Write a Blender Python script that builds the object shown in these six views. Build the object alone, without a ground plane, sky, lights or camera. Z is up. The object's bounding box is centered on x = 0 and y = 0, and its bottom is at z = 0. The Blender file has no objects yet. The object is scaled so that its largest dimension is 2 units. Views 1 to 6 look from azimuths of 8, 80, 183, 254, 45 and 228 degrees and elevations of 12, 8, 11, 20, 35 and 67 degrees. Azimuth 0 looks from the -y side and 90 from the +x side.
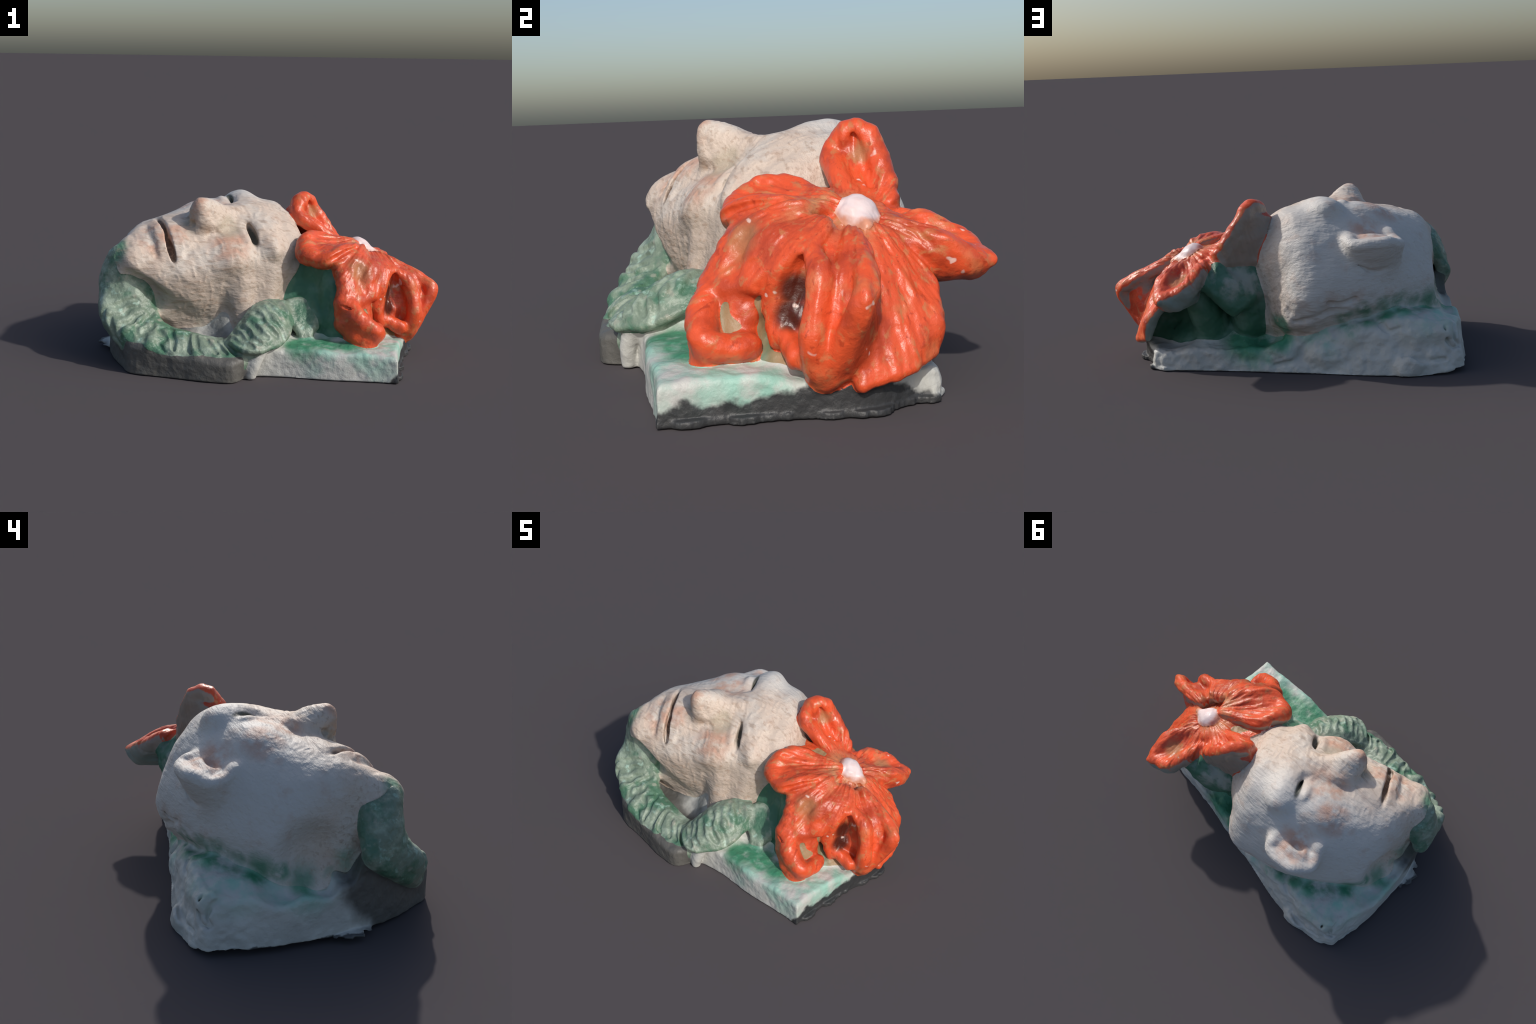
# Painted clay sculpture: a head lying on its back on a slab, wrapped in green leaves,
# with a large orange flower beside it.  One smooth clay body, built as an implicit
# surface from parts, then divided into named parts.
import bpy, math
import numpy as np

H = 0.0048                                   # cell size of the clay grid
LO = np.array([-1.06, -0.74, -0.03])
HI = np.array([1.06, 0.74, 0.99])
DIM = np.ceil((HI - LO) / H).astype(int) + 1
FAR = 0.12

# ------------------------------------------------------------------ noise
_rng = np.random.RandomState(7)
_LAT = _rng.rand(32, 32, 32).astype(np.float32) * 2 - 1

def vnoise(p, scale, off=0.0):
    """smooth lattice noise, -1..1, at points p (N,3)"""
    q = p / scale + off
    i = np.floor(q).astype(int)
    f = (q - i).astype(np.float32)
    f = f * f * (3 - 2 * f)
    r = 0
    for dx in (0, 1):
        wx = f[:, 0] if dx else 1 - f[:, 0]
        for dy in (0, 1):
            wy = f[:, 1] if dy else 1 - f[:, 1]
            for dz in (0, 1):
                wz = f[:, 2] if dz else 1 - f[:, 2]
                r = r + wx * wy * wz * _LAT[(i[:, 0] + dx) % 32, (i[:, 1] + dy) % 32, (i[:, 2] + dz) % 32]
    return r

def fnoise(p, scale, octs=3, off=0.0):
    r, a = 0, 1.0
    for o in range(octs):
        r = r + a * vnoise(p, scale / 2 ** o, off + 3.7 * o)
        a *= 0.5
    return r

# ------------------------------------------------------------------ fields
def smin(a, b, k):
    h = np.clip(k - np.abs(a - b), 0, None) / k
    return np.minimum(a, b) - h * h * k * 0.25

def smax(a, b, k):
    return -smin(-a, -b, k)

class Field:
    """signed distance samples of one part inside its own box"""
    def __init__(s, name, lo, hi, blend=0.03):
        s.name, s.blend = name, blend
        s.i0 = np.clip(np.floor((np.array(lo) - LO) / H).astype(int), 0, DIM - 1)
        s.i1 = np.clip(np.ceil((np.array(hi) - LO) / H).astype(int) + 1, 1, DIM)
        s.ax = [(LO[a] + H * np.arange(s.i0[a], s.i1[a])).astype(np.float32) for a in range(3)]
        s.v = np.full(s.i1 - s.i0, FAR, np.float32)

    def sub(s, lo, hi):
        sl, g = [], []
        for a in range(3):
            j0 = int(np.clip(np.searchsorted(s.ax[a], lo[a]), 0, len(s.ax[a])))
            j1 = int(np.clip(np.searchsorted(s.ax[a], hi[a]), 0, len(s.ax[a])))
            sl.append(slice(j0, j1)); g.append(s.ax[a][j0:j1])
        return tuple(sl), (g[0][:, None, None], g[1][None, :, None], g[2][None, None, :])

    def grid(s):
        return s.ax[0][:, None, None], s.ax[1][None, :, None], s.ax[2][None, None, :]

    def put(s, val, k=0.0, cut=False, sl=Ellipsis):
        cur = s.v[sl]
        if cut:
            s.v[sl] = smax(cur, -val, max(k, 1e-4))
        elif k > 0:
            s.v[sl] = smin(cur, np.minimum(val, FAR), k)
        else:
            s.v[sl] = np.minimum(cur, val)

    def ball_set(s, pts, k=0.0, cut=False, margin=0.05):
        """union of many balls (x, y, z, r); blended into the part by k"""
        tmp = np.full(s.v.shape, FAR, np.float32)
        for x, y, z, r in pts:
            m = r + margin
            sl, (X, Y, Z) = s.sub((x - m, y - m, z - m), (x + m, y + m, z + m))
            d = np.sqrt((X - x) ** 2 + (Y - y) ** 2 + (Z - z) ** 2) - r
            np.minimum(tmp[sl], d, out=tmp[sl])
        s.put(tmp, k, cut)

    def tube(s, ctrl, k=0.03, cut=False):
        s.ball_set(spline(ctrl), k, cut)

    def sheet(s, rows, k=0.03, cut=False):
        s.ball_set(net(rows), k, cut)

    def ellipsoid(s, c, r, axes=None, k=0.03, cut=False):
        c, r = np.array(c, float), np.array(r, float)
        m = r.max() + 0.08
        sl, (X, Y, Z) = s.sub(c - m, c + m)
        x, y, z = X - c[0], Y - c[1], Z - c[2]
        A = np.eye(3) if axes is None else np.array(axes)
        u = [(x * A[i, 0] + y * A[i, 1] + z * A[i, 2]) for i in range(3)]
        k0 = np.sqrt(sum((u[i] / r[i]) ** 2 for i in range(3)))
        k1 = np.sqrt(sum((u[i] / r[i] ** 2) ** 2 for i in range(3))) + 1e-6
        s.put(k0 * (k0 - 1) / k1, k, cut, sl)

def catmull(P, n):
    P = np.array(P, float)
    if len(P) == 2:
        t = np.linspace(0, 1, n)[:, None]
        return P[0] * (1 - t) + P[1] * t
    Q = np.vstack([2 * P[0] - P[1], P, 2 * P[-1] - P[-2]])
    out = []
    for t in np.linspace(0, len(P) - 1, n):
        i = min(int(t), len(P) - 2); u = t - i
        a, b, c, d = Q[i], Q[i + 1], Q[i + 2], Q[i + 3]
        out.append(0.5 * (2 * b + (c - a) * u + (2 * a - 5 * b + 4 * c - d) * u * u + (3 * b - a - 3 * c + d) * u ** 3))
    return np.array(out)

def spline(ctrl, step=0.011):
    P = np.array(ctrl, float)
    L = np.linalg.norm(np.diff(P[:, :3], axis=0), axis=1).sum()
    return catmull(P, max(3, int(L / step)))

def net(rows, step=0.013):
    """smooth sheet of balls through a small net of control points (x, y, z, r)"""
    rows = [np.array(r, float) for r in rows]
    Lu = max(np.linalg.norm(np.diff(r[:, :3], axis=0), axis=1).sum() for r in rows)
    nu = max(4, int(Lu / step))
    R = np.array([catmull(r, nu) for r in rows])
    Lv = np.linalg.norm(np.diff(R[:, :, :3], axis=0), axis=2).sum(0).max()
    nv = max(4, int(Lv / step))
    return np.concatenate([catmull(R[:, j], nv) for j in range(nu)])

# ------------------------------------------------------------------ head frame
HL = np.array([-0.461, 0.781, 0.421])        # across the face, towards its right ear
HD = np.array([-0.880, -0.464, -0.103])      # from brow to chin
HN = np.array([0.115, -0.418, 0.901])        # out of the face
HO = np.array([-0.16, 0.03, 0.78])           # between the eyes
HAX = np.array([HL, HD, HN])

def hp(l, d, n):
    return HO + l * HL + d * HD + n * HN

def hpr(l, d, n, r):
    return np.append(hp(l, d, n), r)

PARTS = []
def part(name, lo, hi, blend=0.03):
    f = Field(name, lo, hi, blend); PARTS.append(f); return f

# ------------------------------------------------------------------ slab
SLAB_PLAN = [(0.765, -0.505), (0.40, -0.512), (0.06, -0.515), (-0.03, -0.55), (-0.11, -0.665), (-0.36, -0.64),
             (-0.64, -0.60), (-0.74, -0.49), (-0.84, -0.34), (-0.915, -0.12), (-0.935, 0.05), (-0.945, 0.25), (-0.92, 0.50),
             (-0.84, 0.57), (-0.60, 0.595), (-0.25, 0.548), (0.12, 0.48), (0.675, 0.41), (0.74, 0.30), (0.82, 0.12), (0.785, -0.12), (0.765, -0.35)]
# height of the clay bed (x, y, z)
SLAB_TOP = [(0.75, -0.48, 0.14), (0.45, -0.48, 0.155), (0.15, -0.49, 0.155), (0.3, -0.3, 0.16), (0.6, -0.2, 0.15),
            (0.79, 0.05, 0.11), (0.68, 0.38, 0.105), (0.35, 0.42, 0.12), (0.12, 0.43, 0.12), (0.3, 0.2, 0.2), (0.05, -0.36, 0.22),
            (-0.05, 0.46, 0.19), (-0.2, 0.49, 0.23), (-0.4, 0.50, 0.27), (-0.6, 0.53, 0.28), (-0.85, 0.51, 0.26),
            (-0.6, 0.42, 0.31), (-0.75, 0.35, 0.29), (-0.7, 0.5, 0.28), (-0.88, 0.40, 0.245), (-0.88, 0.20, 0.20),
            (-0.89, 0.0, 0.21), (-0.78, 0.15, 0.26), (-0.89, -0.1, 0.26), (-0.80, -0.08, 0.31), (-0.88, -0.2, 0.38),
            (-0.80, -0.43, 0.26), (-0.6, -0.55, 0.16), (-0.45, -0.58, 0.12),
            (-0.3, -0.60, 0.12), (-0.11, -0.62, 0.11), (0.0, -0.52, 0.13), (-0.5, -0.41, 0.15), (-0.3, -0.41, 0.12),
            (-0.12, -0.40, 0.17), (-0.4, 0.2, 0.3), (-0.4, -0.2, 0.2), (-0.18, -0.25, 0.28), (0.0, 0.0, 0.2)]

def build_slab():
    f = part("base_slab", (-1.0, -0.72, -0.03), (0.9, 0.70, 0.5), 0.035)
    X, Y = np.meshgrid(f.ax[0], f.ax[1], indexing="ij")
    # signed distance to the outline
    P = catmull(SLAB_PLAN + [SLAB_PLAN[0]], 120)
    P[:, 1] += 0.004 * np.sin(np.arange(120) * 2 * math.pi * 17 / 119)
    best = np.full(X.shape, 9.0); near = np.zeros(X.shape + (3,)); inside = np.zeros(X.shape, bool)
    for (x0, y0), (x1, y1) in zip(P[:-1], P[1:]):
        ex, ey = x1 - x0, y1 - y0
        t = np.clip(((X - x0) * ex + (Y - y0) * ey) / (ex * ex + ey * ey + 1e-12), 0, 1)
        dist = np.hypot(X - x0 - t * ex, Y - y0 - t * ey)
        m = dist < best
        near[m, 0] = (x0 + t * ex)[m]; near[m, 1] = (y0 + t * ey)[m]
        best = np.minimum(best, dist)
        c = ((y0 > Y) != (y1 > Y)) & (X < (x1 - x0) * (Y - y0) / (y1 - y0 + 1e-12) + x0)
        inside ^= c
    side = np.where(inside, -best, best)
    num = 0; den = 0
    for x, y, z in SLAB_TOP:
        w = 1.0 / ((X - x) ** 2 + (Y - y) ** 2 + 4e-4) ** 1.6
        num = num + w * z; den = den + w
    top = num / den
    flat = np.stack([X.ravel(), Y.ravel(), 0 * X.ravel()], 1)
    top = top + 0.008 * fnoise(flat, 0.12, 3).reshape(X.shape)
    Z = f.ax[2][None, None, :]
    slope = 0.03 + 0.22 * np.clip((Y - 0.2) / 0.2, 0, 1) * np.clip((0.3 - X) / 0.2, 0, 1)
    lean = side[:, :, None] + slope[:, :, None] * (Z - 0.03)   # walls lean in, most at the back
    f.put(smax(lean.astype(np.float32), ((Z - top[:, :, None]) * 0.9).astype(np.float32), 0.03))
    # thumbed lump and flat patch at the far corner
    f.ellipsoid((-0.63, 0.595, 0.045), (0.075, 0.030, 0.06), k=0.03)
    # pressed-on clay along the back
    f.ellipsoid((-0.72, 0.525, 0.20), (0.12, 0.045, 0.05), k=0.03)
    f.ellipsoid((-0.42, 0.508, 0.19), (0.12, 0.045, 0.055), k=0.03)
    f.ellipsoid((-0.22, 0.508, 0.09), (0.12, 0.045, 0.06), k=0.03)
    f.ellipsoid((0.03, 0.462, 0.09), (0.09, 0.040, 0.07), k=0.03)
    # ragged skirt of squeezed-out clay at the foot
    jag = 0.042 * np.clip(fnoise(near.reshape(-1, 3), 0.06, 4, 6.1).reshape(X.shape) * 0.8 + 0.5, 0, 1.3)
    ny = near[..., 1]
    where = np.clip((-near[..., 0] - 0.75) / 0.1, 0, 1) * (np.exp(-((ny + 0.13) / 0.13) ** 2) + 0.45 * np.exp(-((ny - 0.47) / 0.06) ** 2)) + 0.4 * np.clip((near[..., 0] - 0.6) / 0.1, 0, 1)
    f.put(smax((side - jag * where * 1.6)[:, :, None].astype(np.float32), (Z - 0.016 - 0.022 * where[:, :, None]).astype(np.float32), 0.008))
    # the foot lifts off the ground a little at the neck end
    lift = 0.026 * np.clip((-0.72 - X) / 0.2, 0, 1)
    f.v[...] = np.maximum(f.v, (lift[:, :, None] - Z).astype(np.float32))
    # small lip where slab and leaf base meet
    f.tube([(-0.01, -0.56, 0.02, 0.03), (0.02, -0.56, 0.10, 0.03), (0.06, -0.53, 0.17, 0.03)], 0.02)
    return f

# ------------------------------------------------------------------ head
# cross-sections of the head, brow to chin: d, crest height, left half-width, left power, right half-width, right power
HEAD_SECTIONS = [(-0.36, -0.030, 0.33, 3.0, 0.28, 2.6),
                 (-0.20, 0.005, 0.375, 3.0, 0.35, 2.7),
                 (0.00, 0.012, 0.390, 3.0, 0.405, 2.8),
                 (0.15, 0.010, 0.390, 2.9, 0.41, 2.65),
                 (0.30, 0.005, 0.38, 2.8, 0.395, 2.5),
                 (0.45, 0.000, 0.355, 2.6, 0.345, 2.4),
                 (0.60, -0.010, 0.295, 2.7, 0.29, 2.35),
                 (0.80, -0.050, 0.21, 3.0, 0.20, 2.3)]

def build_head():
    f = part("head", (-0.98, -0.55, 0.05), (0.35, 0.72, 0.99), 0.035)
    X, Y, Z = f.grid()
    x, y, z = X - HO[0], Y - HO[1], Z - HO[2]
    L, D, N = [(x * A[0] + y * A[1] + z * A[2]) for A in HAX]
    T = np.array(HEAD_SECTIONS)
    dense = catmull(T, 60)
    S = [np.interp(D, dense[:, 0], dense[:, i]).astype(np.float32) for i in range(1, 6)]
    L = L + 0.03
    w = np.where(L < 0, S[1], S[3]); pw = np.where(L < 0, S[2], S[4])
    nc = -0.40
    M = N - nc
    b = np.where(M > 0, S[0] - nc, np.where(L > 0, 0.285, 0.27))
    q = (np.abs(L / w) ** pw + np.abs(M / b) ** pw) ** (1 / pw)
    R = np.sqrt(L ** 2 + M ** 2)
    d = R * (1 - 1 / np.maximum(q, 1e-3))
    d = smax(d, -(D + 0.325), 0.12)
    d = smax(d, D - 0.725 + 0.5 * np.clip(L, 0, 1), 0.10)
    f.put(d.astype(np.float32))
    E = lambda c, r, k=0.05, cut=False: f.ellipsoid(hp(*c), r, HAX, k, cut)
    # brow ridges, temple, cheeks, chin
    E((0.15, -0.075, -0.045), (0.10, 0.05, 0.06), 0.06)
    E((-0.20, -0.085, -0.045), (0.15, 0.06, 0.060), 0.06)
    E((0.0, -0.205, -0.29), (0.22, 0.185, 0.20), 0.06)
    E((-0.04, -0.055, -0.035), (0.20, 0.12, 0.08), 0.06)
    E((0.05, 0.37, -0.095), (0.10, 0.11, 0.11), 0.06)
    E((-0.25, 0.14, -0.09), (0.12, 0.10, 0.085), 0.07)
    E((0.20, 0.16, -0.12), (0.12, 0.12, 0.09), 0.07)
    E((-0.05, 0.44, -0.10), (0.16, 0.15, 0.12), 0.07)
    E((-0.10, 0.68, -0.11), (0.12, 0.08, 0.095), 0.05)
    # hollow beside the nose
    E((-0.125, 0.11, 0.075), (0.045, 0.08, 0.05), 0.05, True)
    # eye hollows: broad shallow sockets with a narrow deep slit under the brow
    for q in ((-0.19, 0.005), (0.19, -0.012)):
        f.tube([hpr(q[0] - 0.09, 0.012, q[1] - 0.02, 0.013), hpr(q[0], 0.0, q[1] - 0.014, 0.024), hpr(q[0] + 0.085, 0.004, q[1] + 0.002, 0.014)], 0.012, True)
        f.tube([hpr(q[0] - 0.06, 0.022, q[1] + 0.035, 0.020), hpr(q[0], 0.018, q[1] + 0.034, 0.030), hpr(q[0] + 0.06, 0.026, q[1] + 0.038, 0.024)], 0.03, True)
    # heavy lids below the slits
    E((-0.185, 0.052, -0.018), (0.075, 0.026, 0.030), 0.025)
    E((0.185, 0.050, -0.034), (0.070, 0.026, 0.030), 0.025)
    # far brow
    E((0.22, -0.075, -0.085), (0.12, 0.09, 0.072), 0.06)
    # cheek folds from nose wing to mouth corner
    f.tube([hpr(-0.165, 0.25, 0.045, 0.010), hpr(-0.205, 0.32, 0.022, 0.016), hpr(-0.24, 0.40, -0.022, 0.010)], 0.03, True)
    f.tube([hpr(0.095, 0.26, 0.030, 0.010), hpr(0.13, 0.34, 0.020, 0.014), hpr(0.15, 0.42, 0.0, 0.008)], 0.03, True)
    # lower lip
    f.tube([hpr(-0.19, 0.515, -0.065, 0.024), hpr(-0.08, 0.515, -0.022, 0.030), hpr(0.05, 0.515, -0.028, 0.024)], 0.03)
    f.tube([hpr(-0.20, 0.565, -0.035, 0.010), hpr(-0.09, 0.57, 0.008, 0.016), hpr(0.03, 0.565, 0.002, 0.010)], 0.03, True)
    # mouth slit
    f.tube([hpr(-0.25, 0.475, -0.085, 0.014), hpr(-0.18, 0.475, -0.045, 0.024), hpr(-0.08, 0.47, -0.008, 0.022),
            hpr(0.03, 0.472, 0.004, 0.020), hpr(0.13, 0.485, -0.012, 0.014)], 0.012, True)
    f.tube([hpr(-0.24, 0.475, -0.05, 0.015), hpr(-0.16, 0.475, -0.005, 0.020), hpr(-0.08, 0.47, 0.022, 0.019), hpr(0.03, 0.472, 0.032, 0.016), hpr(0.12, 0.482, 0.015, 0.012)], 0.010, True)
    # upper lip
    f.tube([hpr(-0.20, 0.43, -0.07, 0.03), hpr(-0.08, 0.42, -0.03, 0.035), hpr(0.05, 0.43, -0.045, 0.03)], 0.04)
    # back of the skull resting on the slab
    f.ellipsoid((-0.12, 0.33, 0.36), (0.21, 0.185, 0.21), k=0.06)
    # left side of neck below the ear
    f.tube([(-0.12, -0.22, 0.42, 0.08), (-0.11, -0.245, 0.33, 0.075), (-0.09, -0.28, 0.22, 0.07)], 0.05)
    f.tube([(0.02, -0.12, 0.46, 0.09), (0.01, -0.17, 0.33, 0.09), (0.0, -0.20, 0.22, 0.09)], 0.06)
    # deep hollow under the jaw, left side
    f.tube([(-0.72, -0.43, 0.48, 0.055), (-0.64, -0.41, 0.39, 0.10), (-0.50, -0.43, 0.31, 0.085), (-0.36, -0.41, 0.23, 0.10), (-0.26, -0.39, 0.18, 0.07)], 0.03, True)
    # neck hollow, right side
    f.ellipsoid((-0.92, 0.06, 0.40), (0.155, 0.20, 0.17), k=0.04, cut=True)
    return f

def build_nose():
    f = part("nose", (-0.65, -0.45, 0.55), (-0.02, 0.15, 0.98), 0.045)
    rows = [[(-0.06, 0.00, -0.02, 0.04), (-0.005, 0.00, 0.020, 0.036), (0.05, 0.00, -0.02, 0.04)],
            [(-0.075, 0.12, -0.01, 0.04), (-0.015, 0.12, 0.060, 0.032), (0.045, 0.12, 0.005, 0.04)],
            [(-0.090, 0.21, 0.040, 0.044), (-0.025, 0.195, 0.116, 0.031), (0.050, 0.20, 0.038, 0.042)],
            [(-0.095, 0.26, 0.050, 0.044), (-0.035, 0.266, 0.144, 0.034), (0.042, 0.26, 0.025, 0.040)],
            [(-0.095, 0.285, 0.000, 0.042), (-0.040, 0.29, 0.065, 0.040), (0.025, 0.285, 0.000, 0.038)]]
    f.sheet([[hpr(*c) for c in r] for r in rows], 0)
    for t in (-0.085, -0.005):
        f.ellipsoid(hp(t, 0.330, 0.058), (0.020, 0.026, 0.024), HAX, 0.010, True)
    f.ellipsoid(hp(-0.142, 0.225, 0.085), (0.012, 0.022, 0.008), HAX, 0.008, True)
    return f

def build_ear():
    f = part("ear", (-0.75, 0.15, 0.32), (-0.2, 0.70, 0.82), 0.035)
    rim = [(-0.33, 0.37, 0.665, 0.045), (-0.335, 0.45, 0.684, 0.040), (-0.36, 0.508, 0.668, 0.037), (-0.44, 0.522, 0.672, 0.034),
           (-0.525, 0.502, 0.674, 0.034), (-0.59, 0.425, 0.652, 0.030), (-0.568, 0.35, 0.665, 0.035), (-0.545, 0.31, 0.685, 0.04)]
    low = [(-0.32, 0.36, 0.56, 0.06), (-0.33, 0.40, 0.545, 0.06), (-0.36, 0.425, 0.54, 0.055), (-0.43, 0.425, 0.53, 0.055),
           (-0.50, 0.405, 0.525, 0.05), (-0.55, 0.365, 0.51, 0.045), (-0.55, 0.31, 0.52, 0.05), (-0.53, 0.27, 0.58, 0.05)]
    deep = [(x * 0.9 - 0.04, y - 0.05, z - 0.12, 0.06) for x, y, z, r in low]
    f.sheet([rim, low, deep], 0)
    f.ellipsoid((-0.45, 0.43, 0.645), (0.125, 0.095, 0.07), k=0.03)
    f.ellipsoid((-0.455, 0.39, 0.722), (0.055, 0.035, 0.05), k=0.02, cut=True)
    # folds behind the ear
    f.tube([(-0.36, 0.505, 0.55, 0.010), (-0.44, 0.515, 0.535, 0.012), (-0.50, 0.49, 0.53, 0.008)], 0.02, True)
    f.tube([(-0.45, 0.505, 0.50, 0.010), (-0.50, 0.485, 0.485, 0.014), (-0.55, 0.44, 0.49, 0.008)], 0.02, True)
    return f

# ------------------------------------------------------------------ leaves
def ribs(f, rows, stations, seed, r=0.011, lean=2, up=(-0.1, -0.6, 0.7)):
    """press vein grooves across a leaf sheet; they lean along the leaf and vary in reach"""
    g = np.random.RandomState(seed)
    m = 60
    V = catmull([np.array(q).ravel() for q in rows], m).reshape(m, len(rows[0]), 4)
    W = np.array([catmull(v, 9) for v in V])
    up = np.array(up)
    for t in stations:
        a, b = sorted(g.choice(9, 2, replace=False))
        a, b = min(a, 2), max(b, 6)
        pts = []
        for j in range(a, b + 1):
            i = int(np.clip(t * (m - 1) + lean * j * 0.7 + g.randn() * 0.5, 1, m - 2))
            tu = W[i + 1, j, :3] - W[i - 1, j, :3]
            tv = W[i, min(j + 1, 8), :3] - W[i, max(j - 1, 0), :3]
            n = np.cross(tu, tv); n /= np.linalg.norm(n) + 1e-9
            n = n if n @ up > 0 else -n
            rr = r * (0.6 + 0.8 * math.sin(math.pi * (j - a + 0.6) / (b - a + 1.2)))
            pts.append(tuple(W[i, j, :3] + n * (W[i, j, 3] + 0.001)) + (rr,))
        if len(pts) > 2: f.ball_set(spline(pts, 0.006), 0.012, True)

def build_leaves():
    out = []
    # long leaf from the chin round to the front: thin drape with a ridge up to the chin
    f = part("leaf", (-1.0, -0.75, 0.0), (0.02, -0.05, 0.75), 0.05)
    rows = [[(-0.75, -0.31, 0.605, 0.025), (-0.80, -0.335, 0.615, 0.022), (-0.835, -0.30, 0.59, 0.028), (-0.83, -0.21, 0.545, 0.03)],
            [(-0.70, -0.32, 0.52, 0.025), (-0.785, -0.365, 0.515, 0.022), (-0.870, -0.305, 0.485, 0.035), (-0.868, -0.20, 0.45, 0.035)],
            [(-0.64, -0.33, 0.38, 0.03), (-0.72, -0.38, 0.40, 0.028), (-0.855, -0.365, 0.385, 0.03), (-0.900, -0.22, 0.36, 0.035)],
            [(-0.60, -0.38, 0.28, 0.03), (-0.68, -0.435, 0.29, 0.028), (-0.82, -0.48, 0.295, 0.022), (-0.82, -0.42, 0.22, 0.04)],
            [(-0.50, -0.43, 0.205, 0.03), (-0.56, -0.49, 0.220, 0.028), (-0.65, -0.55, 0.19, 0.022), (-0.65, -0.53, 0.12, 0.035)],
            [(-0.34, -0.45, 0.175, 0.03), (-0.37, -0.52, 0.190, 0.028), (-0.42, -0.595, 0.14, 0.024), (-0.43, -0.58, 0.08, 0.03)],
            [(-0.19, -0.47, 0.155, 0.03), (-0.20, -0.54, 0.160, 0.028), (-0.20, -0.59, 0.12, 0.024), (-0.20, -0.585, 0.08, 0.03)],
            [(-0.07, -0.50, 0.15, 0.03), (-0.07, -0.54, 0.13, 0.03), (-0.06, -0.56, 0.10, 0.03), (-0.06, -0.56, 0.07, 0.03)]]
    f.sheet(rows, 0)
    # a few standing folds with grooves between
    V = catmull([np.array(r).ravel() for r in rows], 40).reshape(40, 4, 4)
    for i, h in ((19, 0.010), (23, 0.016), (26, 0.010), (29, 0.018), (32, 0.012), (35, 0.016)):
        v, w = V[i], V[min(i + 2, 39)]
        o = np.array([-0.003, -0.010, 0.008]) * (h / 0.012)
        f.tube([tuple(v[1, :3] + 0.4 * o) + (0.024,), tuple(0.5 * (v[1, :3] + w[2, :3]) + o) + (0.026,), tuple(w[2, :3] + o) + (0.024,), tuple(w[3, :3] + 0.5 * o) + (0.020,)], 0.012)
    ribs(f, rows, (0.30, 0.36, 0.41, 0.47, 0.50, 0.56, 0.60, 0.66, 0.70, 0.75, 0.80, 0.86), 3, 0.012)
    out.append(f)
    # short leaf with deep veins
    f = part("leaf", (-0.3, -0.75, 0.0), (0.35, -0.1, 0.5), 0.02)
    rows = [[(-0.14, -0.51, 0.185, 0.022), (-0.09, -0.56, 0.185, 0.028), (-0.02, -0.60, 0.17, 0.026), (0.045, -0.595, 0.165, 0.020)],
            [(-0.085, -0.44, 0.255, 0.024), (-0.02, -0.49, 0.255, 0.030), (0.05, -0.53, 0.225, 0.030), (0.12, -0.51, 0.18, 0.020)],
            [(-0.025, -0.35, 0.325, 0.024), (0.03, -0.385, 0.32, 0.030), (0.095, -0.42, 0.28, 0.030), (0.165, -0.415, 0.215, 0.020)],
            [(0.03, -0.27, 0.335, 0.024), (0.08, -0.29, 0.335, 0.028), (0.125, -0.315, 0.30, 0.028), (0.165, -0.335, 0.245, 0.022)],
            [(0.10, -0.225, 0.33, 0.022), (0.12, -0.235, 0.33, 0.024), (0.14, -0.25, 0.30, 0.024), (0.155, -0.265, 0.265, 0.020)]]
    f.sheet(rows, 0)
    f.sheet([[(-0.10, -0.47, 0.16, 0.04), (0.0, -0.54, 0.13, 0.04)], [(-0.02, -0.37, 0.24, 0.04), (0.09, -0.43, 0.18, 0.04)], [(0.06, -0.26, 0.27, 0.04), (0.12, -0.29, 0.23, 0.04)]], 0.03)
    ribs(f, rows, (0.04, 0.14, 0.22, 0.33, 0.45, 0.55, 0.66, 0.78, 0.88), 5, 0.013, -1.5, (0.3, -0.5, 0.7))
    out.append(f)
    # smooth pointed leaf under the flower
    f = part("leaf", (0.05, -0.48, 0.05), (0.45, 0.05, 0.5), 0.02)
    f.sheet([[(0.15, -0.20, 0.32, 0.03), (0.24, -0.17, 0.32, 0.03)], [(0.19, -0.27, 0.24, 0.03), (0.28, -0.23, 0.24, 0.03)],
             [(0.235, -0.315, 0.175, 0.022), (0.275, -0.30, 0.175, 0.022)]], 0)
    out.append(f)
    return out

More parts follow.
